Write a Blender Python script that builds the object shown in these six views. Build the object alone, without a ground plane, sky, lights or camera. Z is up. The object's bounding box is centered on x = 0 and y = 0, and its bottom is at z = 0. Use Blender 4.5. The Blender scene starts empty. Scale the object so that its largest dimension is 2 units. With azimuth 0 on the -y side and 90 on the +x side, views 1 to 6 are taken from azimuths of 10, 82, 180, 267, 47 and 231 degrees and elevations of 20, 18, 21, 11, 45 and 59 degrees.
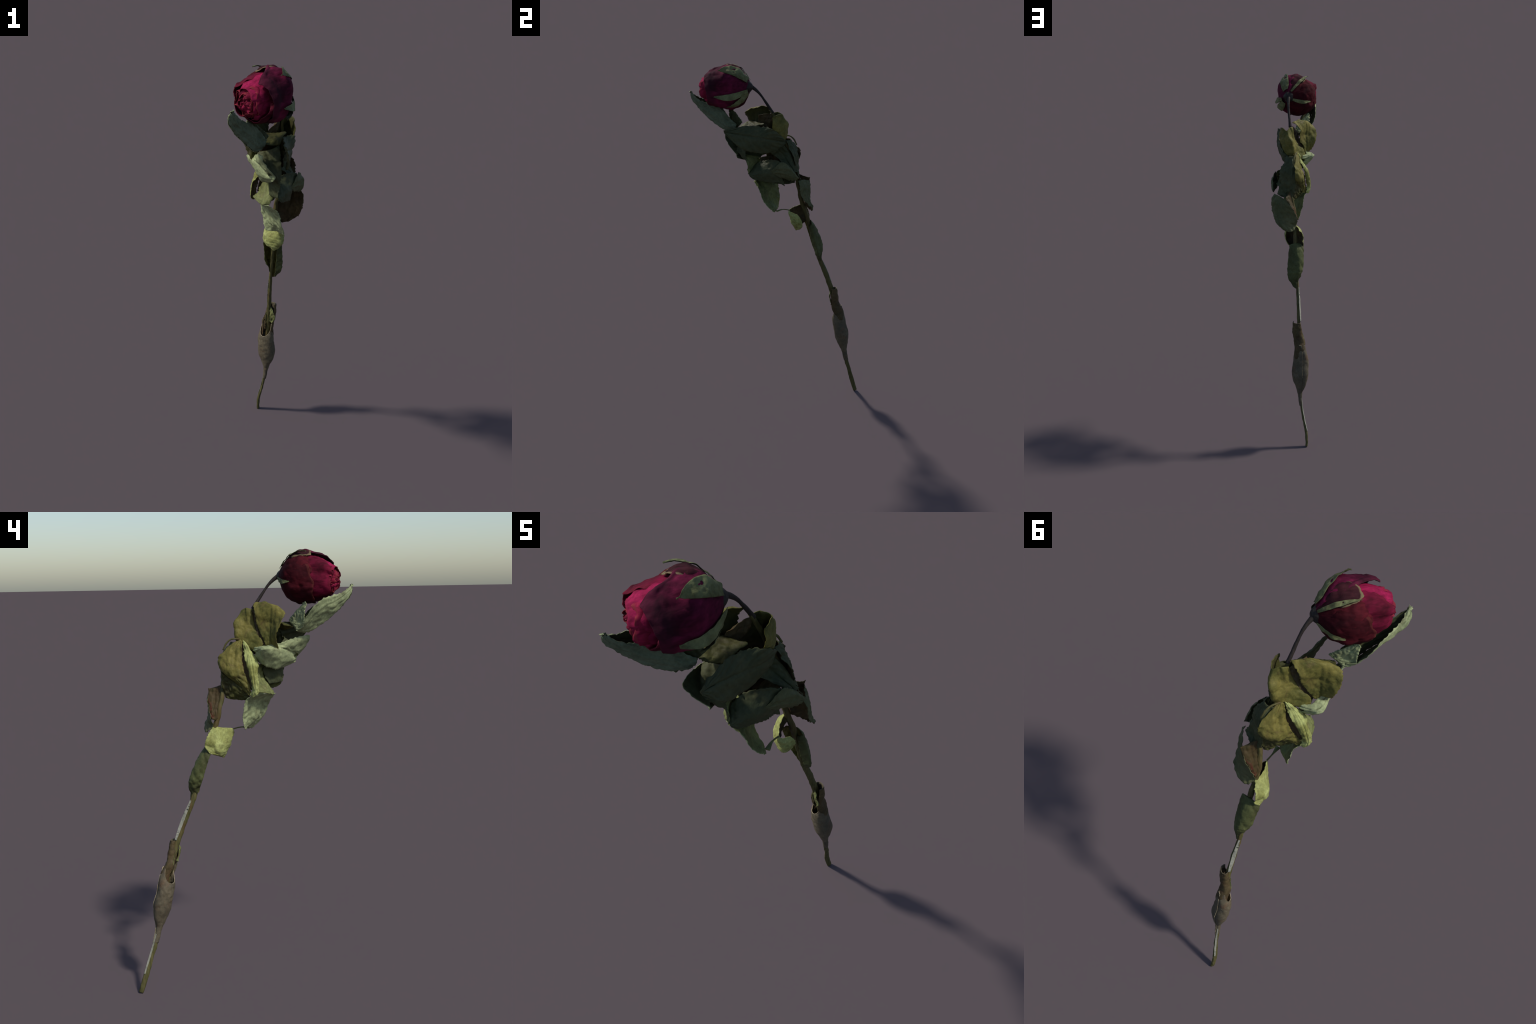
"""A single dried, drooping rose: nodding bud, curled leaves, bare twisted stem."""
import bpy, math, random
import numpy as np
from mathutils import Vector, Matrix, noise

random.seed(7)

# ------------------------------------------------------------------ materials
def new_mat(name):
    m = bpy.data.materials.new(name)
    m.use_nodes = True
    nt = m.node_tree
    nt.nodes.clear()
    out = nt.nodes.new("ShaderNodeOutputMaterial")
    b = nt.nodes.new("ShaderNodeBsdfPrincipled")
    nt.links.new(b.outputs[0], out.inputs[0])
    return m, nt, b


def coords(nt, scale=(1, 1, 1), loc=(0, 0, 0)):
    tc = nt.nodes.new("ShaderNodeTexCoord")
    mp = nt.nodes.new("ShaderNodeMapping")
    mp.inputs["Scale"].default_value = scale
    mp.inputs["Location"].default_value = loc
    nt.links.new(tc.outputs["Object"], mp.inputs[0])
    return mp.outputs[0]


def noise_tex(nt, vec, scale, detail=4, rough=0.6, distort=0.0):
    n = nt.nodes.new("ShaderNodeTexNoise")
    n.inputs["Scale"].default_value = scale
    n.inputs["Detail"].default_value = detail
    n.inputs["Roughness"].default_value = rough
    n.inputs["Distortion"].default_value = distort
    nt.links.new(vec, n.inputs["Vector"])
    return n.outputs[0]


def ramp(nt, fac, stops, mode="LINEAR"):
    r = nt.nodes.new("ShaderNodeValToRGB")
    r.color_ramp.interpolation = mode
    e = r.color_ramp.elements
    while len(e) < len(stops):
        e.new(0.5)
    for el, (p, c) in zip(e, stops):
        el.position = p
        el.color = (*c, 1) if len(c) == 3 else c
    nt.links.new(fac, r.inputs[0])
    return r.outputs[0]


def mix(nt, fac, a, b, mode="MIX"):
    n = nt.nodes.new("ShaderNodeMix")
    n.data_type = "RGBA"
    n.blend_type = mode
    for sock, v in ((n.inputs[0], fac), (n.inputs[6], a), (n.inputs[7], b)):
        if isinstance(v, bpy.types.NodeSocket):
            nt.links.new(v, sock)
        elif isinstance(v, (int, float)):
            sock.default_value = v
        else:
            sock.default_value = (*v, 1)
    return n.outputs[2]


def math_node(nt, op, a, b=0.0, clamp=False):
    n = nt.nodes.new("ShaderNodeMath")
    n.operation = op
    n.use_clamp = clamp
    for i, v in enumerate((a, b)):
        if isinstance(v, bpy.types.NodeSocket):
            nt.links.new(v, n.inputs[i])
        else:
            n.inputs[i].default_value = v
    return n.outputs[0]


def bump(nt, bsdf, height, strength=0.4, dist=0.004):
    n = nt.nodes.new("ShaderNodeBump")
    n.inputs["Strength"].default_value = strength
    n.inputs["Distance"].default_value = dist
    nt.links.new(height, n.inputs["Height"])
    nt.links.new(n.outputs[0], bsdf.inputs["Normal"])


def grey(v):
    return (v, v, v)


def leaf_mat(name, base, alt, spot, spot_amt=0.5, seed=0.0, rough=0.6):
    """Dry leaf skin: two mottled greens, brown blotches, fine fibrous grain."""
    m, nt, b = new_mat(name)
    v = coords(nt, loc=(seed, seed * 0.7, -seed))
    big = noise_tex(nt, v, 11, 4, 0.6, 0.6)
    fine = noise_tex(nt, v, 55, 5, 0.65, 1.2)
    grain = noise_tex(nt, v, 260, 3, 0.6)
    c = mix(nt, ramp(nt, big, [(0.40, grey(0)), (0.62, grey(1))]), base, alt)
    blot = noise_tex(nt, v, 22, 4, 0.6, 0.6)
    c = mix(nt, ramp(nt, blot, [(0.55, grey(0)), (0.72, grey(spot_amt))]), c, spot)
    shade = ramp(nt, fine, [(0.25, grey(0.66)), (0.75, grey(1.22))])
    c = mix(nt, 1.0, c, shade, "MULTIPLY")
    vo = nt.nodes.new("ShaderNodeTexVoronoi")
    vo.feature = "DISTANCE_TO_EDGE"
    vo.inputs["Scale"].default_value = 42
    wv = mix(nt, 0.025, v, nt.nodes.new("ShaderNodeTexNoise").outputs[1])
    nt.links.new(wv, vo.inputs["Vector"])
    veins = ramp(nt, vo.outputs["Distance"], [(0.0, grey(0.13)), (0.12, grey(0.0))])
    c = mix(nt, veins, c, tuple(min(1, x * 1.5) for x in base))
    nt.links.new(c, b.inputs["Base Color"])
    b.inputs["Roughness"].default_value = rough
    b.inputs["Specular IOR Level"].default_value = 0.13
    h = mix(nt, 0.35, fine, grain)
    bump(nt, b, h, 0.45, 0.004)
    return m


def stem_mat(name, a, c2, brown, seed=0):
    m, nt, b = new_mat(name)
    v = coords(nt, (1, 1, 0.12), (seed, 0, 0))
    st = noise_tex(nt, v, 130, 3, 0.6)
    v2 = coords(nt, (1, 1, 0.6), (seed, 3, 0))
    pt = noise_tex(nt, v2, 12, 4, 0.6, 0.6)
    c = mix(nt, ramp(nt, st, [(0.4, grey(0)), (0.65, grey(1))]), a, c2)
    c = mix(nt, ramp(nt, pt, [(0.52, grey(0)), (0.68, grey(0.8))]), c, brown)
    nt.links.new(c, b.inputs["Base Color"])
    b.inputs["Roughness"].default_value = 0.55
    b.inputs["Specular IOR Level"].default_value = 0.12
    bump(nt, b, st, 0.5, 0.004)
    return m


def petal_mat(name, bright, dark, margin, edge_curve, margin_w=0.03, margin_amt=1.0,
              bright_at=0.5, seed=0.0, flecks=0.0, fleck_col=(0.5, 0.35, 0.3)):
    """Petal skin. Local z runs from calyx to mouth, so streaks follow it and the
    dried margin is found by comparing z with the petal's own rim curve."""
    m, nt, b = new_mat(name)
    v = coords(nt, (1, 1, 0.25), (seed, -seed, seed * 0.3))
    streak = noise_tex(nt, v, 85, 4, 0.6, 0.4)
    v2 = coords(nt, loc=(seed * 2, seed, seed))
    cloud = noise_tex(nt, v2, 10, 4, 0.6, 0.4)
    fine = noise_tex(nt, v2, 190, 3, 0.65)
    f = ramp(nt, cloud, [(bright_at - 0.17, grey(0)), (bright_at + 0.19, grey(1))])
    c = mix(nt, f, dark, bright)
    c = mix(nt, 1.0, c, ramp(nt, streak, [(0.25, grey(0.6)), (0.75, grey(1.3))]), "MULTIPLY")
    if flecks:
        wv = coords(nt, (1.4, 1, 0.7), (seed, 1, 2))
        fl = noise_tex(nt, wv, 60, 6, 0.72, 1.5)
        c = mix(nt, ramp(nt, fl, [(0.60, grey(0)), (0.70, grey(flecks))]), c, fleck_col)
    if margin is not None:
        tc = nt.nodes.new("ShaderNodeTexCoord")
        sp = nt.nodes.new("ShaderNodeSeparateXYZ")
        nt.links.new(tc.outputs["Object"], sp.inputs[0])
        ang = math_node(nt, "ARCTAN2", sp.outputs[1], sp.outputs[0])
        c0 = edge_curve[0]
        a01 = math_node(nt, "MULTIPLY_ADD", ang, 1 / (2 * math.pi))
        a01.node.inputs[2].default_value = -c0 / 360.0
        fr = math_node(nt, "FRACT", math_node(nt, "ADD", a01, 2.0))
        stops = [(((p - c0) / 360.0), grey(s / 0.3)) for p, s in edge_curve[1]]
        ed = ramp(nt, fr, stops)
        rel = math_node(nt, "SUBTRACT", math_node(nt, "MULTIPLY", ed, 0.3), sp.outputs[2])
        wob = math_node(nt, "MULTIPLY", math_node(nt, "SUBTRACT", cloud, 0.5), margin_w * 1.6)
        rel = math_node(nt, "ADD", rel, wob)
        mask = math_node(nt, "SUBTRACT", 1.0, math_node(nt, "DIVIDE", rel, margin_w))
        mask = math_node(nt, "MULTIPLY", mask, 1.9, True)
        mask = math_node(nt, "MULTIPLY", mask, margin_amt)
        c = mix(nt, mask, c, margin)
    nt.links.new(c, b.inputs["Base Color"])
    b.inputs["Roughness"].default_value = 0.8
    b.inputs["Specular IOR Level"].default_value = 0.06
    bump(nt, b, mix(nt, 0.4, streak, fine), 0.4, 0.004)
    return m


# ------------------------------------------------------------------ mesh tools
def catmull(P, n):
    """Resample control points (k, d) to n points on a centripetal-ish Catmull-Rom curve."""
    P = np.asarray(P, float)
    k = len(P)
    ext = np.concatenate([[2 * P[0] - P[1]], P, [2 * P[-1] - P[-2]]])
    t = np.linspace(0, k - 1, n)
    i = np.minimum(t.astype(int), k - 2)
    f = (t - i).reshape((-1,) + (1,) * (P.ndim - 1))
    a, b, c, d = ext[i], ext[i + 1], ext[i + 2], ext[i + 3]
    return 0.5 * (2 * b + (c - a) * f + (2 * a - 5 * b + 4 * c - d) * f ** 2 + (3 * b - a - 3 * c + d) * f ** 3)


def grid_surface(rows, nu, nv):
    """rows: list of rows of control points -> (nu, nv, 3) smooth patch."""
    n = max(len(r) for r in rows)
    R = [np.asarray(r, float) if len(r) == n else catmull(r, n) for r in rows]
    G = catmull(np.array(R), nu)
    return np.swapaxes(catmull(np.swapaxes(G, 0, 1), nv), 0, 1)


def grid_normals(G):
    N = np.cross(np.gradient(G, axis=0), np.gradient(G, axis=1))
    L = np.linalg.norm(N, axis=2, keepdims=True)
    return N / np.maximum(L, 1e-9)


def fnoise(P, scale, seed):
    out = np.empty(P.shape[:2])
    for i in range(P.shape[0]):
        for j in range(P.shape[1]):
            p = P[i, j] * scale
            out[i, j] = noise.fractal(Vector((p[0] + seed, p[1] - seed, p[2] + seed * 0.5)), 0.9, 2.0, 3)
    return out


def shell(name, G, thick, mats, closed_v=False, edge_taper=0.4, seams=None):
    """Turn a grid into a thin closed shell: upper skin, lower skin and rim."""
    nu, nv = G.shape[:2]
    N = grid_normals(G)
    u = np.linspace(0, 1, nu)[:, None]
    v = np.linspace(0, 1, nv)[None, :]
    d = np.minimum(np.minimum(u, 1 - u) * nu, np.minimum(v, 1 - v) * nv)
    t = thick * (edge_taper + (1 - edge_taper) * np.clip(d / 4.0, 0, 1))
    A = (G + N * t[..., None] / 2).reshape(-1, 3)
    B = (G - N * t[..., None] / 2).reshape(-1, 3)
    verts = np.concatenate([A, B])
    off = nu * nv
    faces, mi = [], []
    for i in range(nu - 1):
        for j in range(nv - 1):
            # skin on the +normal side first
            a, b, c, e = i * nv + j, i * nv + j + 1, (i + 1) * nv + j + 1, (i + 1) * nv + j
            faces.append((a, e, c, b)); mi.append(0)
            faces.append((off + a, off + b, off + c, off + e)); mi.append(1)
    ring = [(i * nv, (i + 1) * nv) for i in range(nu - 1)]
    ring += [((nu - 1) * nv + j, (nu - 1) * nv + j + 1) for j in range(nv - 1)]
    ring += [((i + 1) * nv + nv - 1, i * nv + nv - 1) for i in range(nu - 2, -1, -1)]
    ring += [(j + 1, j) for j in range(nv - 2, -1, -1)]
    for a, b in ring:
        faces.append((a, off + a, off + b, b)); mi.append(0)
    me = bpy.data.meshes.new(name)
    me.from_pydata([tuple(x) for x in verts], [], faces)
    for m in mats:
        me.materials.append(m)
    me.polygons.foreach_set("material_index", [min(x, len(mats) - 1) for x in mi])
    me.polygons.foreach_set("use_smooth", [True] * len(faces))
    me.update()
    return me


def add(name, me, parent, world=None):
    o = bpy.data.objects.new(name, me)
    bpy.context.scene.collection.objects.link(o)
    o.parent = parent
    if world is not None:
        o.matrix_world = world
    return o


def leaf(name, rows, mats, parent, nu=44, nv=34, thick=0.005, crinkle=0.004, seed=1.0,
         vein=0.0022, ribs=7, serrate=0.0025, rib_angle=0.6, mid=0.5, out=None, curl=0.006, pleat=0.0035):
    """A withered leaf blade through a net of control points. Adds a midrib groove,
    pinnate side veins, crumpling and a toothed rim, all as geometry."""
    G = grid_surface(rows, nu, nv)
    if out is not None:
        # first material is the skin that faces `out`
        w = grid_normals(G).mean(axis=(0, 1))
        if w @ np.asarray(out, float) < 0:
            G = G[:, ::-1].copy()
            mid = 1 - mid
    u = np.linspace(0, 1, nu)[:, None]
    v = np.linspace(0, 1, nv)[None, :]
    N = grid_normals(G)
    a = np.abs(v - mid)
    groove = -np.exp(-(a / 0.05) ** 2) * 1.0
    ph = (u - a * rib_angle) * ribs * 2 * np.pi
    pin = 0.45 * np.cos(ph) * np.clip(a * 4, 0, 1)
    h = vein * (groove + pin)
    h = h + crinkle * fnoise(G, 20, seed) + crinkle * 0.45 * fnoise(G, 60, seed + 5)
    # sharp creases left by drying
    h = h + crinkle * 0.8 * (0.35 - np.abs(fnoise(G, 30, seed + 11)) * 1.6)
    # the blade's rims roll up and down along their length
    rr = np.clip(1 - np.minimum(v, 1 - v) / 0.16, 0, 1) ** 2 + np.clip(1 - np.minimum(u, 1 - u) / 0.12, 0, 1) ** 2
    # long shrinkage pleats that run with the blade
    pl = np.array([[noise.noise(Vector((b * 4.2 + seed, a_ * 1.8, seed * 2))) for b in v[0]] for a_ in u[:, 0]])
    h = h + pleat * (0.5 - 2.2 * np.abs(pl)) * np.clip(np.minimum(u, 1 - u) * 6, 0, 1)
    h = h + curl * rr * fnoise(G, 13, seed + 21) * 1.5
    G = G + N * h[..., None]
    if serrate:
        # teeth: nudge the rim in and out along the blade's own cross direction
        C = np.gradient(G, axis=1)
        C /= np.maximum(np.linalg.norm(C, axis=2, keepdims=True), 1e-9)
        rim = np.clip(1 - np.minimum(v, 1 - v) * nv / 2.5, 0, 1) * np.where(v < 0.5, -1, 1)
        rng = np.random.RandomState(int(seed * 10))
        tooth = (np.arange(nu) % 3 / 2.0 - 0.5) * 1.2 + rng.uniform(-0.6, 0.6, nu)
        G = G + C * (rim * tooth[:, None] * serrate)[..., None]
    return add(name, shell(name, G, thick, mats), parent)


def tube(name, pts, radii, mats, parent, n=160, seg=20, bumpy=0.0008, seed=3.0, flat=None, ridges=0.0):
    """Swept stalk; radii per control point (r across x, r across y)."""
    P = catmull(pts, n)
    R = catmull(radii, n)
    T = np.gradient(P, axis=0)
    T /= np.linalg.norm(T, axis=1, keepdims=True)
    X = np.array([1.0, 0, 0])
    verts, faces = [], []
    for i in range(n):
        x = X - T[i] * (X @ T[i])
        x /= np.linalg.norm(x)
        y = np.cross(T[i], x)
        for k in range(seg):
            a = 2 * math.pi * k / seg
            f = 1 + ridges * math.cos(5 * a + P[i][2] * 9)
            d = x * math.cos(a) * R[i][0] * f + y * math.sin(a) * R[i][1] * f
            p = P[i] + d
            q = p * 45
            nz = noise.fractal(Vector((q[0] + seed, q[1], q[2] * 0.6)), 1.0, 2.0, 3)
            p = p + d / np.linalg.norm(d) * nz * bumpy
            verts.append(tuple(p))
    for i in range(n - 1):
        for k in range(seg):
            a, b = i * seg + k, i * seg + (k + 1) % seg
            faces.append((a, b, b + seg, a + seg))
    faces.append(tuple(range(seg - 1, -1, -1)))
    faces.append(tuple((n - 1) * seg + k for k in range(seg)))
    me = bpy.data.meshes.new(name)
    me.from_pydata(verts, [], faces)
    for m in mats:
        me.materials.append(m)
    me.polygons.foreach_set("use_smooth", [len(f.vertices) == 4 for f in me.polygons])
    me.update()
    return add(name, me, parent)


# ------------------------------------------------------------------ palette
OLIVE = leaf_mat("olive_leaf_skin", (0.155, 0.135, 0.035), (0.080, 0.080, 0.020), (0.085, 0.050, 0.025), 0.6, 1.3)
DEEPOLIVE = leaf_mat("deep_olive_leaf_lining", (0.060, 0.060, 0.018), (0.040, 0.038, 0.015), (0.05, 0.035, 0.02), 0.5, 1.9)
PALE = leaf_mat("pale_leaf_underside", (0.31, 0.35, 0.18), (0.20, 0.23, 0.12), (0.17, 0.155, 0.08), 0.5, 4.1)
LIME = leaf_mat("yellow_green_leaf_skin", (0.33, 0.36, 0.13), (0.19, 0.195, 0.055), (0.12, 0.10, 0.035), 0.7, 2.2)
SAGE = leaf_mat("sage_leaf_underside", (0.125, 0.155, 0.098), (0.085, 0.108, 0.066), (0.10, 0.11, 0.06), 0.4, 2.7)  # pale underside toned down: shade on the +x side is baked into this colour
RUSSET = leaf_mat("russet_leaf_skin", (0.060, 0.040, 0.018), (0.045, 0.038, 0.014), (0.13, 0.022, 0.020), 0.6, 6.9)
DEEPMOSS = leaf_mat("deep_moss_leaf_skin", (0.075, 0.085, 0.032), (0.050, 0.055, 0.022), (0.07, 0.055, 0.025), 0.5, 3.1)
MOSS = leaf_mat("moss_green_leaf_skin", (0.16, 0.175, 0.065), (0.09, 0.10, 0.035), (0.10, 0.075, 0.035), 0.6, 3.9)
DEEP = leaf_mat("deep_green_leaf_face", (0.050, 0.058, 0.028), (0.066, 0.068, 0.032), (0.055, 0.045, 0.020), 0.4, 7.7, 0.6)  # green darkened to match leaves that the sun never reaches
GREYGREEN = leaf_mat("grey_green_leaf_face", (0.098, 0.100, 0.048), (0.070, 0.078, 0.034), (0.08, 0.065, 0.035), 0.4, 9.4)
BROWN = leaf_mat("brown_leaf_skin", (0.085, 0.062, 0.028), (0.050, 0.038, 0.020), (0.10, 0.032, 0.022), 0.5, 5.5)
TAUPE = leaf_mat("taupe_sheath_skin", (0.40, 0.335, 0.22), (0.27, 0.23, 0.15), (0.13, 0.085, 0.05), 0.5, 3.3)
DARKTAUPE = leaf_mat("dark_sheath_skin", (0.12, 0.10, 0.065), (0.075, 0.065, 0.045), (0.13, 0.065, 0.035), 0.6, 6.3)
STEM = stem_mat("dry_stem_bark", (0.10, 0.09, 0.035), (0.055, 0.055, 0.02), (0.09, 0.05, 0.02))
STALK = stem_mat("dark_flower_stalk_bark", (0.022, 0.018, 0.016), (0.035, 0.028, 0.024), (0.02, 0.016, 0.016), 4)
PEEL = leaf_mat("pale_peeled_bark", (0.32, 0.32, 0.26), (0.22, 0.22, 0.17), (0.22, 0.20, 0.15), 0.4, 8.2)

# ------------------------------------------------------------------ the thing
root = bpy.data.objects.new("dried_rose", None)
bpy.context.scene.collection.objects.link(root)
root.location = (-0.121, 0.487, 0.0)
root["label"] = "single dried red rose with nodding bud, curled olive leaves and thin leaning stem"
root["category"] = "dried rose"
bpy.context.view_layer.update()


def world(o):
    """keep world coordinates although parented to the root at the stem's foot"""
    o.matrix_parent_inverse = root.matrix_world.inverted()
    return o


# ---- stem
stem_pts = [(-.121, .488, 0.001), (-.121, .478, .035), (-.115, .462, .085), (-.100, .444, .14), (-.086, .423, .205),
            (-.076, .403, .275), (-.070, .383, .36), (-.063, .362, .48), (-.057, .333, .59), (-.053, .305, .69),
            (-.048, .280, .76), (-.043, .258, .815), (-.036, .222, .90), (-.028, .192, .99), (-.020, .165, 1.08),
            (-.014, .135, 1.17), (-.008, .108, 1.24), (-.006, .094, 1.30), (.012, .080, 1.36), (.028, .062, 1.43),
            (.032, .03, 1.52), (.028, -.002, 1.60), (.030, -.040, 1.69), (.037, -.080, 1.765)]
stem_r = [(.007, .011), (.007, .012), (.007, .012), (.0065, .0115), (.006, .0105), (.007, .0105), (.011, .012), (.012, .013),
          (.012, .013), (.010, .014), (.009, .0135), (.0085, .013), (.0078, .012), (.009, .011), (.010, .011), (.010, .012),
          (.010, .012), (.009, .011), (.009, .010), (.009, .010), (.009, .009), (.008, .008), (.008, .008), (.0075, .0075)]
world(tube("stem", stem_pts, stem_r, [STEM], root, n=220, seg=22, bumpy=0.0026, ridges=0.06))
stalk_pts = [(.035, -.066, 1.745), (.038, -.085, 1.775), (.043, -.108, 1.808), (.047, -.132, 1.842), (.048, -.155, 1.867),
             (.048, -.178, 1.884), (.045, -.202, 1.890)]
stalk_r = [(.0085, .0085), (.0075, .008), (.007, .0065), (.0068, .0062), (.0075, .0075), (.010, .011), (.020, .020)]
world(tube("flower_stalk", stalk_pts, stalk_r, [STALK], root, n=60, seg=18, bumpy=0.0012))

# ------------------------------------------------------------------ leaves
LEAVES = {}


def L(key, mats, rows, **kw):
    o = world(leaf("leaf", rows, mats, root, **kw))
    LEAVES[key] = o
    return o


# long pointed leaf cradling the bud from below (tip reaches furthest forward)
# its two halves stand up from the keel like a narrow trough
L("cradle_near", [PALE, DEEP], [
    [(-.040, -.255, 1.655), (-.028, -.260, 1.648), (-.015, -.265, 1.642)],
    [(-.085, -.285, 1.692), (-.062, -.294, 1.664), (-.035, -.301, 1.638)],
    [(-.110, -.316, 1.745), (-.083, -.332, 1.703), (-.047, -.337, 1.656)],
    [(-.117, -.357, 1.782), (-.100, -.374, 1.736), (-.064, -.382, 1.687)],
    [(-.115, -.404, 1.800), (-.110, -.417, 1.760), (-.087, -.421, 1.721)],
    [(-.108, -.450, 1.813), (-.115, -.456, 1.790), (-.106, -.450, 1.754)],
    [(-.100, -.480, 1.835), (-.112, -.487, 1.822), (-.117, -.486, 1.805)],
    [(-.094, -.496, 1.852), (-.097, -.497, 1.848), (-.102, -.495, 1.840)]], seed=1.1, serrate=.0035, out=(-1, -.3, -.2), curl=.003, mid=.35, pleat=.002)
L("cradle_far", [SAGE, DEEP], [
    [(-.016, -.266, 1.646), (-.006, -.262, 1.660), (.002, -.256, 1.682)],
    [(-.034, -.301, 1.641), (-.017, -.295, 1.672), (-.006, -.285, 1.705)],
    [(-.045, -.338, 1.657), (-.030, -.326, 1.700), (-.030, -.315, 1.742)],
    [(-.062, -.383, 1.688), (-.041, -.373, 1.730), (-.046, -.360, 1.770)],
    [(-.085, -.422, 1.722), (-.058, -.416, 1.755), (-.060, -.405, 1.785)],
    [(-.104, -.451, 1.755), (-.078, -.450, 1.780), (-.073, -.447, 1.802)],
    [(-.115, -.486, 1.806), (-.099, -.484, 1.815), (-.089, -.480, 1.830)],
    [(-.101, -.495, 1.841), (-.097, -.496, 1.846), (-.093, -.495, 1.850)]], seed=1.6, serrate=.003, out=(1, -.3, 0), curl=.003, mid=.2, pleat=.002)
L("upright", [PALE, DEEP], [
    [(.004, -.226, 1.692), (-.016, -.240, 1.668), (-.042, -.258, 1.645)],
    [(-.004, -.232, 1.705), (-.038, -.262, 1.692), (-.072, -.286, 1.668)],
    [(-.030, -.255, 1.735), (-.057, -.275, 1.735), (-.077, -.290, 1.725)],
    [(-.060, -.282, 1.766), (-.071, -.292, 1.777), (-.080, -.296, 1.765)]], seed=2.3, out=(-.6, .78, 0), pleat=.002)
L("hood_left", [OLIVE, DEEPOLIVE], [
    [(.020, -.067, 1.773), (-.002, -.100, 1.776), (-.017, -.135, 1.769)],
    [(-.026, -.070, 1.730), (-.050, -.138, 1.758), (-.085, -.198, 1.735)],
    [(-.023, -.083, 1.669), (-.058, -.140, 1.690), (-.119, -.183, 1.694)],
    [(-.045, -.103, 1.623), (-.064, -.135, 1.635), (-.112, -.158, 1.630)],
    [(-.054, -.119, 1.583), (-.063, -.145, 1.578), (-.077, -.172, 1.564)]], seed=3.7, ribs=5, out=(-1, 0, .2), curl=.004, pleat=.002)
L("hood_back", [OLIVE, DEEPOLIVE], [
    [(.085, -.075, 1.735), (.076, -.032, 1.746), (.055, -.012, 1.735), (.034, -.032, 1.750), (.015, -.055, 1.745)],
    [(.092, -.075, 1.680), (.068, -.015, 1.695), (.030, .016, 1.690), (.018, -.026, 1.685), (.006, -.068, 1.685)],
    [(.086, -.060, 1.630), (.062, -.010, 1.650), (.015, .022, 1.655), (.004, -.026, 1.650), (-.015, -.082, 1.635)],
    [(.072, -.032, 1.600), (.045, -.004, 1.598), (.012, .010, 1.602), (-.012, -.030, 1.602), (-.052, -.103, 1.600)],
    [(.050, -.022, 1.585), (.030, -.004, 1.585), (-.005, -.005, 1.595), (-.030, -.048, 1.568), (-.062, -.090, 1.548)]],
  seed=4.2, nv=56, ribs=4, serrate=0, mid=0.72, out=(-.2, 1, 0), pleat=.003)
# brown inner blade seen in the slit between the two hoods
L("gusset", [BROWN, BROWN], [
    [(.024, -.060, 1.735), (.015, -.095, 1.740), (.020, -.140, 1.735)],
    [(.016, -.068, 1.690), (.002, -.100, 1.690), (-.010, -.140, 1.690)],
    [(-.010, -.080, 1.640), (-.018, -.108, 1.635), (-.030, -.140, 1.630)],
    [(-.045, -.098, 1.590), (-.045, -.118, 1.580), (-.050, -.145, 1.572)]], seed=20.1, ribs=3, serrate=0)
L("shelf", [DEEPOLIVE, OLIVE], [
    [(-.075, -.155, 1.690), (-.068, -.180, 1.684), (-.055, -.205, 1.672)],
    [(-.050, -.145, 1.690), (-.040, -.190, 1.684), (-.020, -.240, 1.666)],
    [(.000, -.130, 1.688), (.005, -.180, 1.678), (.010, -.226, 1.652)],
    [(.065, -.115, 1.690), (.055, -.150, 1.678), (.050, -.190, 1.652)]], seed=21.4, nu=40, nv=28, ribs=3, out=(0, 0, 1), pleat=.002)
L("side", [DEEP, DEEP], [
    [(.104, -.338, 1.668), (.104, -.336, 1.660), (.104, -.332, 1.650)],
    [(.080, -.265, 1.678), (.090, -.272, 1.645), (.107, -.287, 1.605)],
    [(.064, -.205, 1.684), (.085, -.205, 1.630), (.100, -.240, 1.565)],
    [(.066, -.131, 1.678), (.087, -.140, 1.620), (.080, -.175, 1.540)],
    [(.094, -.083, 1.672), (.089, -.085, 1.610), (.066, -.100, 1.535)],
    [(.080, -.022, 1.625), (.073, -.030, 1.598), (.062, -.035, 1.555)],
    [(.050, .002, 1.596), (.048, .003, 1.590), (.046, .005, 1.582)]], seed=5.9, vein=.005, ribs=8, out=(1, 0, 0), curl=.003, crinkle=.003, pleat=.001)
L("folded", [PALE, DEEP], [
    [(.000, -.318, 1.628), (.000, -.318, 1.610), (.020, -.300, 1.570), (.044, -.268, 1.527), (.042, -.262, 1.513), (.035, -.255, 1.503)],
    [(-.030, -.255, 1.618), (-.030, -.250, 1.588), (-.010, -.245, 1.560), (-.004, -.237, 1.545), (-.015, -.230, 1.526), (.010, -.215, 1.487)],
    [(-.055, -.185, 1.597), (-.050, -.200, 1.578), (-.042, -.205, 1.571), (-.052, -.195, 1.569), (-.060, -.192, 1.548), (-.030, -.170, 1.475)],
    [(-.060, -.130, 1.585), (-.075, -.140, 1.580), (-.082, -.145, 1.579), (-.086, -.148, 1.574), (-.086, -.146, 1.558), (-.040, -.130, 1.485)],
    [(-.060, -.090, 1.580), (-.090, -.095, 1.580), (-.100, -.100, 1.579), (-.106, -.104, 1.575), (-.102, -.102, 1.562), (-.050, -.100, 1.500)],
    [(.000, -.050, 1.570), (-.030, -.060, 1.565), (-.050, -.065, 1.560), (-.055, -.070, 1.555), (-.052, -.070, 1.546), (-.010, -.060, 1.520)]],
  seed=6.6, nu=52, nv=56, ribs=5, out=(-1, -.5, 0), curl=.002, crinkle=.003, mid=.62)
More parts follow.
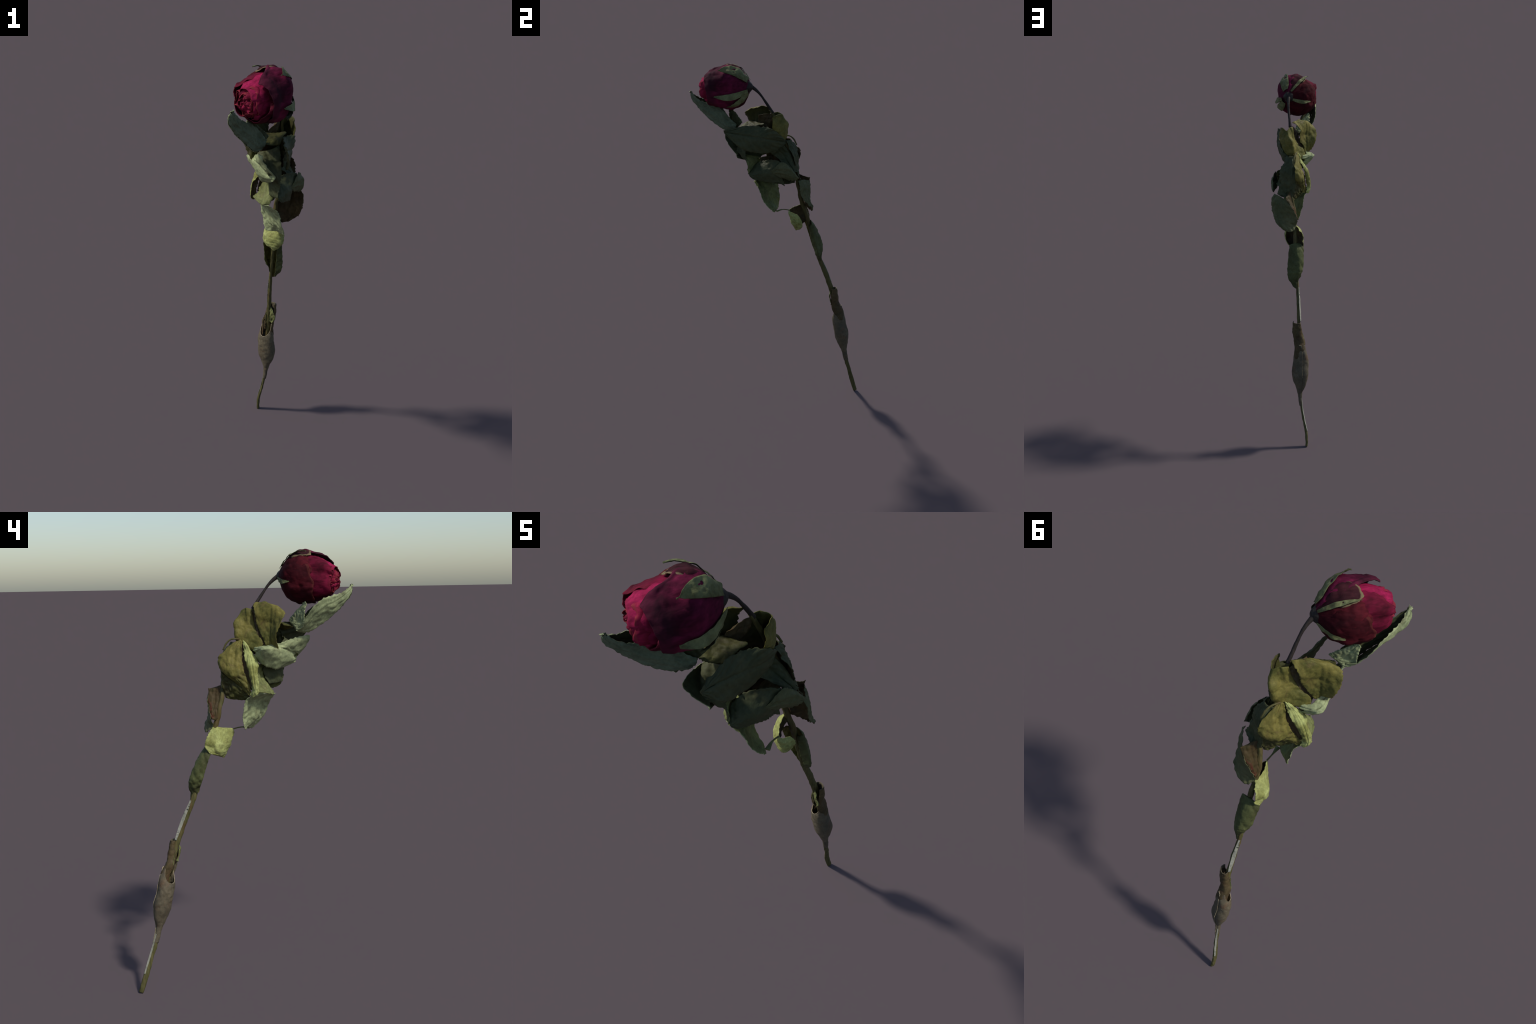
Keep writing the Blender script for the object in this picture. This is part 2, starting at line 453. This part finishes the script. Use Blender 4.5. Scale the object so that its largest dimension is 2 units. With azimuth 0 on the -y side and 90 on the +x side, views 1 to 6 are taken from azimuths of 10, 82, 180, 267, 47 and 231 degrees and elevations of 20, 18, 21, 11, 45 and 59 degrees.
# fold's inner blade, coloured dark for the bud's shadow; rolled rim catches the light
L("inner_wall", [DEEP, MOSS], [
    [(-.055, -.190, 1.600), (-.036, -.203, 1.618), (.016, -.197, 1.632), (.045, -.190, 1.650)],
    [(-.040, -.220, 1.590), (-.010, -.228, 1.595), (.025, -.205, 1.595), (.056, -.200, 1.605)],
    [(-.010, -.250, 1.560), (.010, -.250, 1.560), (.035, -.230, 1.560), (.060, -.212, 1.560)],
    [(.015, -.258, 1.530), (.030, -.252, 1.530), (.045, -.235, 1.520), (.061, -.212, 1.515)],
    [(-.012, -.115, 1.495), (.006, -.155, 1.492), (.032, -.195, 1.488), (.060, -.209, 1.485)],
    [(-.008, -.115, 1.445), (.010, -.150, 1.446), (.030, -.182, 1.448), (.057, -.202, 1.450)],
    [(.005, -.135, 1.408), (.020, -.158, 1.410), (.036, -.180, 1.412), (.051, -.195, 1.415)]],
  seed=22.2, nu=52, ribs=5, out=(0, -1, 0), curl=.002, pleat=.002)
L("pocket", [MOSS, BROWN], [
    [(.030, -.130, 1.500), (-.005, -.110, 1.500), (-.040, -.060, 1.500)],
    [(.030, -.122, 1.450), (-.010, -.098, 1.445), (-.052, -.055, 1.450)],
    [(.020, -.132, 1.400), (-.020, -.122, 1.393), (-.062, -.070, 1.402)],
    [(.004, -.155, 1.371), (-.034, -.146, 1.367), (-.084, -.088, 1.384)]], seed=7.4, ribs=4, out=(-.3, -1, .2))
L("hanging", [PALE, MOSS], [
    [(.010, -.159, 1.369), (-.032, -.138, 1.370), (-.085, -.080, 1.380)],
    [(.040, -.145, 1.332), (-.014, -.092, 1.338), (-.064, -.030, 1.347)],
    [(.052, -.132, 1.297), (.000, -.078, 1.300), (-.055, -.013, 1.305)],
    [(.060, -.113, 1.260), (.006, -.068, 1.262), (-.045, -.008, 1.268)],
    [(.067, -.088, 1.230), (.012, -.052, 1.234), (-.040, -.012, 1.235)],
    [(.063, -.050, 1.205), (.022, -.032, 1.209), (-.028, -.016, 1.205)]], seed=8.5, ribs=6, out=(-1, -.8, 0), crinkle=.003, curl=.004)
L("cup", [LIME, BROWN], [
    [(-.020, .125, 1.225), (-.010, .080, 1.217), (.033, .031, 1.202), (.040, .080, 1.175)],
    [(-.055, .155, 1.180), (-.048, .090, 1.150), (.034, .043, 1.150), (.040, .100, 1.145)],
    [(-.060, .165, 1.140), (-.050, .090, 1.110), (.028, .058, 1.110), (.030, .110, 1.112)],
    [(-.062, .145, 1.105), (-.035, .095, 1.085), (.000, .079, 1.074), (.004, .110, 1.085)]], seed=9.1, nv=44, ribs=4, out=(-1, -.6, 0))
L("back_flank", [GREYGREEN, BROWN], [
    [(.116, .072, 1.390), (.080, .105, 1.385), (.045, .142, 1.372)],
    [(.127, .073, 1.350), (.080, .125, 1.350), (.021, .150, 1.350)],
    [(.124, .083, 1.305), (.070, .140, 1.300), (-.007, .142, 1.303)],
    [(.112, .113, 1.267), (.055, .150, 1.260), (-.023, .131, 1.260)],
    [(.093, .146, 1.235), (.040, .158, 1.225), (-.018, .124, 1.224)],
    [(.050, .158, 1.200), (.020, .163, 1.193), (-.005, .150, 1.195)]], seed=10.3, ribs=6, out=(.3, 1, 0), curl=.003)
L("shoulder", [GREYGREEN, DEEP], [
    [(.092, -.080, 1.440), (.091, -.080, 1.436), (.090, -.078, 1.432)],
    [(.110, -.025, 1.491), (.116, -.030, 1.440), (.096, -.030, 1.405)],
    [(.123, .020, 1.465), (.130, .025, 1.425), (.106, .010, 1.395)],
    [(.119, .068, 1.405), (.121, .060, 1.398), (.115, .050, 1.390)]], seed=11.8, ribs=5, out=(1, 0, 0), curl=.002, crinkle=.003)
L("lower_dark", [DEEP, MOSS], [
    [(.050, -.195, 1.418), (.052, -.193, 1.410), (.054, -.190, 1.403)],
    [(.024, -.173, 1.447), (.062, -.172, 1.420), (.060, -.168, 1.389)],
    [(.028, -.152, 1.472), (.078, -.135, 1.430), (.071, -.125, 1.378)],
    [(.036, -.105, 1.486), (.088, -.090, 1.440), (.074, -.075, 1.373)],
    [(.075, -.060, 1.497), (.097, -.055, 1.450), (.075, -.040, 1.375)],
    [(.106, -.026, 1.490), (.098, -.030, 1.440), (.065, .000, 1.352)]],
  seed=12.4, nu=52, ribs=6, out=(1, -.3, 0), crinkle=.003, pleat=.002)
L("face_left", [OLIVE, BROWN], [
    [(.000, .000, 1.608), (-.007, -.005, 1.611), (-.012, -.012, 1.606)],
    [(.000, .066, 1.565), (-.022, .030, 1.560), (-.026, -.010, 1.560)],
    [(-.003, .097, 1.530), (-.036, .045, 1.510), (-.038, -.012, 1.505)],
    [(-.008, .090, 1.475), (-.050, .038, 1.460), (-.052, -.020, 1.465)],
    [(-.016, .045, 1.440), (-.052, .002, 1.424), (-.056, -.035, 1.430)],
    [(-.032, .000, 1.398), (-.055, -.025, 1.394), (-.062, -.045, 1.400)],
    [(-.058, -.035, 1.367), (-.063, -.045, 1.364), (-.068, -.050, 1.370)]], seed=13.2, ribs=5, crinkle=.006, out=(-1, 0, 0))
L("cleft", [BROWN, BROWN], [
    [(-.004, -.002, 1.603), (-.008, -.014, 1.600), (-.012, -.028, 1.596)],
    [(-.018, -.002, 1.560), (-.016, -.015, 1.558), (-.020, -.035, 1.556)],
    [(-.034, -.002, 1.505), (-.030, -.020, 1.502), (-.042, -.042, 1.500)],
    [(-.050, -.012, 1.455), (-.046, -.028, 1.452), (-.060, -.050, 1.452)],
    [(-.056, -.035, 1.400), (-.058, -.045, 1.400), (-.068, -.058, 1.400)]], seed=23.3, nu=30, nv=14, ribs=3, serrate=0, thick=.003)
L("face_right", [LIME, BROWN], [
    [(-.012, -.015, 1.608), (-.020, -.020, 1.605), (-.022, -.030, 1.600)],
    [(-.030, -.020, 1.555), (-.043, -.045, 1.550), (-.030, -.060, 1.555)],
    [(-.055, -.030, 1.500), (-.077, -.055, 1.490), (-.050, -.083, 1.510)],
    [(-.070, -.040, 1.450), (-.088, -.060, 1.445), (-.080, -.078, 1.460)],
    [(-.075, -.050, 1.405), (-.094, -.063, 1.400), (-.093, -.082, 1.410)],
    [(-.068, -.050, 1.362), (-.086, -.060, 1.360), (-.092, -.082, 1.378)]], seed=14.6, ribs=6, out=(-1, -.3, 0), pleat=.002)
L("under_face", [DEEPOLIVE, DEEP], [
    [(.000, .080, 1.470), (-.028, .030, 1.425), (-.045, -.030, 1.390)],
    [(.004, .075, 1.400), (-.022, .025, 1.375), (-.040, -.040, 1.365)],
    [(.000, .066, 1.350), (-.005, .020, 1.341), (-.030, -.045, 1.342)]], seed=15.2, ribs=4, out=(-1, .3, 0), crinkle=.006)
L("back_strip", [DEEP, BROWN], [
    [(.047, .007, 1.600), (.045, .030, 1.598), (.020, .035, 1.600), (-.005, .025, 1.602)],
    [(.074, .030, 1.535), (.050, .055, 1.540), (.020, .068, 1.545), (-.008, .065, 1.545)],
    [(.083, .048, 1.480), (.058, .068, 1.484), (.020, .080, 1.480), (-.008, .080, 1.480)],
    [(.088, .068, 1.425), (.060, .078, 1.415), (.020, .082, 1.410), (-.005, .078, 1.405)],
    [(.093, .078, 1.388), (.066, .092, 1.378), (.025, .095, 1.372), (.005, .085, 1.372)]], seed=16.9, ribs=4, nv=44, out=(.2, 1, 0), crinkle=.006)
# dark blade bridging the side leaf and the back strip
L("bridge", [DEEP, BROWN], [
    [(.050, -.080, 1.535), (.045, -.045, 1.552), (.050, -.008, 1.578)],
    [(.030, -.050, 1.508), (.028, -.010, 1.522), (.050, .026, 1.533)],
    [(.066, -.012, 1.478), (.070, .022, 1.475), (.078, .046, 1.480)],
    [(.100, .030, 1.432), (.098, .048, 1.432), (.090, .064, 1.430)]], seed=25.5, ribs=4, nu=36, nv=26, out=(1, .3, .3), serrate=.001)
L("trough", [DEEPMOSS, OLIVE], [
    [(-.066, .140, 1.110), (-.040, .160, 1.128), (-.008, .168, 1.128), (.016, .166, 1.115), (.002, .152, 1.100)],
    [(-.067, .155, 1.062), (-.055, .190, 1.070), (-.020, .200, 1.070), (.017, .178, 1.065), (-.002, .160, 1.060)],
    [(-.062, .175, 1.000), (-.058, .215, 1.000), (-.032, .234, 1.000), (.020, .194, 1.000), (-.004, .172, 1.000)],
    [(-.053, .187, .962), (-.052, .222, .962), (-.030, .239, .962), (.019, .200, .965), (-.007, .185, .962)],
    [(-.040, .203, .920), (-.038, .225, .920), (-.020, .233, .920), (.012, .210, .926), (-.011, .200, .922)],
    [(-.033, .226, .885), (-.031, .234, .880), (-.026, .236, .880), (-.015, .228, .888), (-.020, .220, .890)]],
  seed=17.3, ribs=6, serrate=.0015, nv=48, out=(0, 1, 0), curl=.003)
# reddish web between the flank leaf and the stem
L("web", [RUSSET, RUSSET], [
    [(.050, .140, 1.387), (.030, .110, 1.400), (.015, .080, 1.410)],
    [(.022, .148, 1.350), (.015, .112, 1.352), (.010, .082, 1.356)],
    [(-.006, .140, 1.303), (-.010, .120, 1.300), (-.008, .096, 1.300)],
    [(-.021, .130, 1.255), (-.020, .120, 1.252), (-.012, .106, 1.250)]], seed=24.4, nu=34, nv=22, ribs=3, serrate=0, thick=.004)
# wiry leaf stalk arching behind the node, and the thread that links two leaves
world(tube("leaf_stalk", [(-.007, -.003, 1.612), (.000, .030, 1.614), (.006, .055, 1.597), (.010, .072, 1.565)],
           [(.004, .004)] * 4, [STEM], root, n=30, seg=10))
world(tube("leaf_stalk", [(.052, -.040, 1.204), (.042, -.014, 1.209), (.036, .008, 1.208), (.032, .031, 1.203)],
           [(.011, .004), (.0055, .003), (.003, .0025), (.004, .003)], [MOSS], root, n=30, seg=10))


# ------------------------------------------------------------------ withered sheaths round the lower stem
def sheath(name, spec, mats, a0, a1, seed, nu=60, nv=60, thick=.005, crinkle=.004, notch=None, overlap=0.0):
    """Leaf rolled round the stem. spec: (z, cx, cy, rx, ry); it spans angles a0..a1 (0 = +x, 90 = +y)."""
    S = catmull(spec, nu)
    G = np.zeros((nu, nv, 3))
    for i, (z, cx, cy, rx, ry) in enumerate(S):
        for j in range(nv):
            a = math.radians(a0 + (a1 - a0) * j / (nv - 1))
            zz = z
            if notch:
                zz = z - notch(math.degrees(a), i / (nu - 1))
            k = (zz - S[0][0]) / (S[-1][0] - S[0][0]) * (nu - 1)
            k = max(0.0, min(nu - 1.001, k))
            c = S[int(k)] * (1 - k % 1) + S[int(k) + 1] * (k % 1)
            lap = overlap * (j / (nv - 1) - .5)
            G[i, j] = (c[1] + (c[3] + lap) * math.cos(a), c[2] + (c[4] + lap) * math.sin(a - .33), zz)
    N = grid_normals(G)
    h = crinkle * fnoise(G, 15, seed) + crinkle * .35 * fnoise(G, 60, seed + 2)
    h = h + crinkle * .7 * (.3 - np.abs(fnoise(G, 11, seed + 7)) * 1.6)
    G = G + N * h[..., None]
    return world(add(name, shell(name, G, thick, mats), root))


def front_notch(a, t):
    """the pod's front lip stands lower than its back"""
    front = max(0.0, math.cos(math.radians(a + 110)))
    return .075 * front ** .7 * max(0, (t - .45) / .55)


sheath("sheath", [(.225, -.082, .416, .0062, .0105), (.262, -.077, .405, .0078, .0112), (.300, -.073, .396, .0125, .015), (.335, -.072, .389, .029, .028), (.375, -.071, .382, .042, .039),
                  (.420, -.071, .375, .045, .041), (.470, -.072, .364, .043, .038), (.505, -.073, .356, .039, .036),
                  (.545, -.070, .352, .032, .031), (.585, -.066, .339, .025, .030)],
       [TAUPE, DARKTAUPE], 95, 463, 2.2, notch=front_notch, overlap=.005, nv=90)
sheath("sheath", [(.500, -.066, .358, .032, .033), (.540, -.064, .354, .028, .031), (.580, -.063, .342, .026, .035), (.615, -.056, .327, .028, .029),
                  (.650, -.046, .320, .024, .026), (.685, -.042, .318, .022, .020), (.705, -.040, .316, .020, .018)],
       [DARKTAUPE, BROWN], -35, 215, 5.2, crinkle=.005)
# shrivelled scraps clinging beside the sheath
world(leaf("leaf", [[(-.046, .300, .690), (-.038, .296, .688)], [(-.046, .296, .665), (-.022, .288, .655)],
                    [(-.045, .302, .635), (-.018, .292, .628)], [(-.048, .312, .605), (-.034, .304, .600)]],
           [MOSS, BROWN], root, nu=30, nv=16, thick=.003, crinkle=.003, seed=31.0, ribs=3, serrate=.001, curl=.004))
world(leaf("leaf", [[(-.064, .310, .655), (-.068, .314, .650)], [(-.066, .314, .620), (-.082, .322, .615)],
                    [(-.068, .320, .585), (-.086, .328, .580)], [(-.070, .328, .550), (-.078, .332, .545)]],
           [MOSS, BROWN], root, nu=30, nv=16, thick=.003, crinkle=.003, seed=32.0, ribs=3, serrate=.001, curl=.004))
# pale strip of peeled bark on the weather side, one by the foot, one above the sheath
def peel(z0, z1, a0, a1, lift, seed):
    """thin tapering flap of bark lying on the stem between heights z0 and z1, angles a0..a1"""
    P, R = catmull(stem_pts, 400), catmull(stem_r, 400)
    T = np.gradient(P, axis=0)
    T /= np.linalg.norm(T, axis=1, keepdims=True)
    nu, nv = 50, 9
    G = np.zeros((nu, nv, 3))
    for i in range(nu):
        t = i / (nu - 1)
        k = int(np.argmin(np.abs(P[:, 2] - (z0 + (z1 - z0) * t))))
        x = np.array([1.0, 0, 0]); x -= T[k] * (x @ T[k]); x /= np.linalg.norm(x)
        y = np.cross(T[k], x)
        w = .25 + .75 * math.sin(math.pi * (.12 + .8 * t)) ** .8
        for j in range(nv):
            f = j / (nv - 1) - .5
            a = math.radians((a0 + a1) / 2 + (a1 - a0) * f * w)
            up = .0015 + lift * (abs(f) * 2) ** 2 * w
            G[i, j] = P[k] + x * math.cos(a) * (R[k][0] + up) + y * math.sin(a) * (R[k][1] + up)
    G += grid_normals(G) * (.0012 * fnoise(G, 60, seed))[..., None]
    world(add("bark_peel", shell("bark_peel", G, .002, [PEEL]), root))


peel(.705, .885, 112, 172, .003, 1.5)
peel(.085, .275, 122, 162, .002, 2.5)

# ------------------------------------------------------------------ the bud
C = np.array([.053, -.190, 1.889])
A = np.array([-.43, -.89, -.08]); A /= np.linalg.norm(A)
X = np.cross(A, [0, 0, 1]); X /= np.linalg.norm(X)
if X[0] < 0:
    X = -X
Y = np.cross(A, X)
HEAD = Matrix(((X[0], Y[0], A[0], C[0]), (X[1], Y[1], A[1], C[1]), (X[2], Y[2], A[2], C[2]), (0, 0, 0, 1)))
PROFILE = np.array([(0, .018), (.006, .026), (.015, .038), (.03, .058), (.05, .079), (.08, .097), (.11, .105), (.15, .103),
                    (.19, .096), (.23, .083), (.26, .067), (.30, .045)])


def body(s, phi):
    r = np.interp(s, PROFILE[:, 0], PROFILE[:, 1])
    return r * (1.0 + .09 * np.abs(np.sin(np.radians(phi))) ** 1.5 - .025 * np.clip(-np.cos(np.radians(phi)), 0, 1))


def sm(x):
    x = np.clip(x, 0, 1)
    return x * x * (3 - 2 * x)


def petal_grid(edge, off, s0=.0, curl=0.0, nu=44, nv=56, wave=.004, seed=0.0, blend=.55, side_tuck=.006, ruffle=0.0, roll=0.0, crease=.0028, ragged=.006):
    """edge: (phi, s, r) rim points. The petal hugs the bud's body and reaches its rim curve."""
    E = catmull(edge, nv)
    # the rim is never quite even
    rg = np.random.RandomState(int(seed * 17) + 3)
    jit = np.convolve(rg.uniform(-1, 1, nv + 4), np.ones(5) / 5, "valid")
    E[:, 1] += ragged * jit
    t = np.linspace(0, 1, nu)
    G = np.zeros((nu, nv, 3))
    for j in range(nv):
        phi, se, re = E[j]
        s = s0 + (se - s0) * (1 - (1 - t) ** 1.15)
        b = body(s, phi) + off * sm(s / .05)
        be = body(se, phi) + off
        q = sm((t - blend) / (1 - blend))
        r = b + (re - be) * q
        r = r + curl * np.clip((t - .86) / .14, 0, 1) ** 2
        r = r + roll * np.exp(-((t - .86) / .09) ** 2)
        jj = j / (nv - 1)
        r = r - side_tuck * (1 - sm(min(jj, 1 - jj) / .10)) * sm(t * 3)
        a = np.radians(phi)
        G[:, j] = np.stack([r * math.cos(a), r * math.sin(a), s], 1)
    N = grid_normals(G)
    amp = sm(t / .35)[:, None]
    h = wave * 1.5 * fnoise(G, 7.5, seed + 9) * amp + wave * .8 * fnoise(G, 15, seed) * amp + wave * .35 * fnoise(G, 48, seed + 4) * amp
    # lengthwise shrinkage creases
    cr = np.array([[noise.noise(Vector((math.cos(math.radians(E[j][0])) * 3.2 + seed, math.sin(math.radians(E[j][0])) * 3.2, ti * 1.6 + seed)))
                    for j in range(nv)] for ti in t])
    h = h + crease * (.45 - 2.0 * np.abs(cr)) * amp
    G = G + N * h[..., None]
    if ruffle:
        f = np.clip((t - .7) / .3, 0, 1)[:, None] ** 1.5
        ph = np.linspace(0, 1, nv)[None, :]
        wob = np.sin(ph * 17 + seed) + .5 * np.sin(ph * 31 + 2 * seed)
        G[..., :2] *= 1 + (ruffle * f * wob)[..., None]
        G[..., 2] += (.35 * ruffle * f * np.cos(ph * 23 + seed)) * .1
    return G


# fleshy receptacle at the top of the stalk carries the petals and sepals
prof = [(-.012, .010), (-.006, .019), (.002, .027), (.010, .033), (.022, .046), (.036, .058), (.05, .060), (.058, .03)]
verts, faces = [], []
PP = catmull(prof, 40)
for s, r in PP:
    for k in range(32):
        a = 2 * math.pi * k / 32
        w = 1 + .05 * math.cos(5 * a + .4)
        verts.append((r * w * math.cos(a), r * w * math.sin(a), s))
for i in range(39):
    for k in range(32):
        a, b = i * 32 + k, i * 32 + (k + 1) % 32
        faces.append((a, b, b + 32, a + 32))
faces.append(tuple(range(31, -1, -1)))
faces.append(tuple(39 * 32 + k for k in range(32)))
me = bpy.data.meshes.new("rose_bud")
me.from_pydata(verts, [], faces)
me.materials.append(STALK)
me.polygons.foreach_set("use_smooth", [True] * len(faces))
bud = add("rose_bud", me, root, HEAD)


def petal(edge, off, mat_args, thick=.004, **kw):
    c0 = min(p for p, _, _ in edge) - 8
    ec = [(p, s) for p, s, _ in sorted(edge)]
    ma = dict(mat_args)
    m = petal_mat("petal_skin", edge_curve=(c0, ec), seed=kw.get("seed", 0) + .37, **ma)
    inner = petal_mat("petal_inner_skin", edge_curve=(c0, ec), seed=kw.get("seed", 0) + 2.1,
                      **dict(ma, flecks=0, margin_amt=.4))
    G = petal_grid(edge, off, **kw)
    return add("petal", shell("petal", G, thick, [m, inner]), bud, HEAD)


DARKM = (.016, .010, .012)
CREAM = (.33, .27, .14)
# outer right petal with a rolled, blackened rim
petal([(-78, .150, .102), (-50, .190, .101), (-23, .207, .099), (5, .214, .098), (30, .222, .095), (46, .228, .090), (59, .233, .083), (70, .205, .098),
       (79, .160, .108), (86, .135, .109), (96, .090, .112)], .005,
      dict(bright=(.155, .012, .045), dark=(.035, .004, .012), margin=DARKM, margin_w=.052, margin_amt=.97, bright_at=.49,
           flecks=.55, fleck_col=(.42, .20, .22)), seed=1.0, curl=.003, roll=.007, wave=.006)
# lower left petal
petal([(128, .090, .100), (138, .140, .098), (152, .165, .094), (169, .176, .092), (184, .190, .090), (193, .196, .090), (205, .195, .098), (220, .192, .104),
       (245, .190, .108), (270, .180, .108), (292, .150, .108)], .005,
      dict(bright=(.060, .006, .010), dark=(.024, .004, .006), margin=(.12, .030, .024), margin_w=.008, margin_amt=.6, bright_at=.52),
      seed=2.0, wave=.007)
# dark upper petal with cream frayed rim
petal([(72, .090, .112), (84, .125, .114), (94, .144, .109), (103, .150, .101), (110, .146, .101), (117, .120, .105), (122, .080, .103)], .005,
      dict(bright=(.050, .012, .016), dark=(.026, .009, .011), margin=CREAM, margin_w=.010, margin_amt=.75, bright_at=.5), seed=3.0, wave=.005)
# narrow petal tucked beside it
petal([(106, .120, .103), (115, .155, .092), (126, .176, .084), (140, .182, .083), (155, .180, .083), (168, .168, .087), (176, .130, .096)], .001,
      dict(bright=(.085, .008, .014), dark=(.032, .005, .007), margin=(.03, .008, .010), margin_w=.01, margin_amt=.5, bright_at=.48), seed=4.0, wave=.005)
# inner left petal, bright, its upper corner flicked forward
petal([(80, .170, .086), (98, .205, .078), (116, .235, .073), (131, .258, .074), (137, .262, .080), (148, .262, .068), (159, .268, .055), (180, .262, .058),
       (205, .262, .062), (235, .256, .064), (262, .246, .066)], -.017,
      dict(bright=(.20, .009, .040), dark=(.045, .005, .010), margin=(.11, .012, .020), margin_w=.016, margin_amt=.5, bright_at=.48), seed=5.0, wave=.005,
      ruffle=.04, blend=.45)
# inner front petal, brightest
petal([(-92, .225, .074), (-70, .245, .068), (-45, .262, .060), (-20, .272, .052), (5, .270, .045), (25, .271, .042), (55, .268, .046), (85, .264, .050),
       (110, .262, .050), (135, .266, .046)], -.022,
      dict(bright=(.29, .013, .062), dark=(.085, .006, .018), margin=(.09, .010, .018), margin_w=.02, margin_amt=.45, bright_at=.44), seed=6.0, wave=.006,
      ruffle=.05, blend=.5, curl=.002)
# low petal closing the bud underneath, folded edge seen beside the rolled rim
petal([(-120, .215, .084), (-95, .235, .080), (-70, .235, .084), (-45, .228, .087), (-25, .215, .090), (-5, .20, .085)], -.003,
      dict(bright=(.11, .008, .026), dark=(.035, .005, .009), margin=(.16, .02, .035), margin_w=.006, margin_amt=.7, bright_at=.52), seed=7.0, wave=.006,
      ruffle=.03)
# crumpled heart: a folded dome filled in with small torn petals
nu, nv = 40, 90
G = np.zeros((nu, nv, 3))
for i in range(nu):
    rr = .062 * (1 - i / (nu - 1)) + .0008
    for j in range(nv):
        a = 2 * math.pi * j / (nv - 1)
        jj = j if j < nv - 1 else 0
        aa = 2 * math.pi * jj / (nv - 1)
        fold = math.sin(4 * aa + rr * 120) * .6 + math.sin(7 * aa - rr * 190) * .4
        z = .240 + .030 * (1 - (rr / .062) ** 2) + .007 * fold * min(1, rr / .015)
        G[i, j] = (rr * math.cos(aa), rr * math.sin(aa), z)
G = G + np.array([0, 0, 1.0]) * (.006 * fnoise(G, 32, 9.0))[..., None]
HM = petal_mat("heart_petal_skin", (.26, .014, .050), (.06, .007, .014), None, None, bright_at=.5, seed=9.9)
add("petal", shell("petal", G, .003, [HM]), bud, HEAD)
for k in range(8):
    rng = random.Random(60 + k)
    c = k * 83 + rng.uniform(-15, 15)
    w = rng.uniform(60, 100)
    rr = .058 - .0052 * k
    ss = .262 + .0020 * k
    edge = []
    for q in range(6):
        f = q / 5
        edge.append((c + w * (f - .5) * 2, ss + rng.uniform(-.007, .007) - .026 * abs(f - .5), max(.005, rr + rng.uniform(-.009, .009))))
    petal(edge, -.026 - .0040 * k, dict(bright=(.28, .014, .050), dark=(.07, .007, .014), margin=(.20, .040, .035), margin_w=.007, margin_amt=.5, bright_at=.5),
          seed=8.0 + k, wave=.007, ruffle=.09, s0=.17, blend=.25, nu=26, nv=36, thick=.0025)

# sepals dried onto the petals
SEPAL = leaf_mat("sepal_skin", (.060, .064, .026), (.036, .040, .018), (.05, .035, .02), .5, 12.0)
SEPALIN = leaf_mat("sepal_inner_skin", (.15, .16, .07), (.08, .08, .03), (.06, .04, .02), .4, 13.0)


def sepal(phi0, phi1, s1, width, lift, seed, twist=0.0, off=.018):
    """a tapering tongue from the receptacle, base at phi0, tip at (phi1, s1); width in degrees"""
    nu, nv = 40, 18
    G = np.zeros((nu, nv, 3))
    for i in range(nu):
        t = i / (nu - 1)
        s = .004 + (s1 - .004) * t
        wid = width * (1 - t) ** 1.05 * (1 + .45 * t) + .5
        pc = phi0 + (phi1 - phi0) * t ** 1.2
        for j in range(nv):
            f = 2 * j / (nv - 1) - 1
            ph = pc + f * wid * .5
            r = float(body(s, ph)) + off + lift * (t ** 2) + twist * f * math.sin(t * 2.6) * .010 + .004 * (f * f) * t
            r = max(r, .030)
            a = math.radians(ph)
            G[i, j] = (r * math.cos(a), r * math.sin(a), s)
    N = grid_normals(G)
    G = G + N * (.005 * fnoise(G, 30, seed))[..., None]
    add("sepal", shell("sepal", G, .003, [SEPAL, SEPALIN]), bud, HEAD)


sepal(60, 47, .142, 46, .004, 1.0, .4)
sepal(-22, -14, .162, 22, .004, 2.0, -1.0)
sepal(-50, -45, .106, 38, .003, 3.0, .5)
sepal(116, 116, .138, 14, .002, 4.0, .2, .013)
sepal(200, 190, .085, 22, .000, 5.0, .3, .008)

bpy.context.view_layer.update()
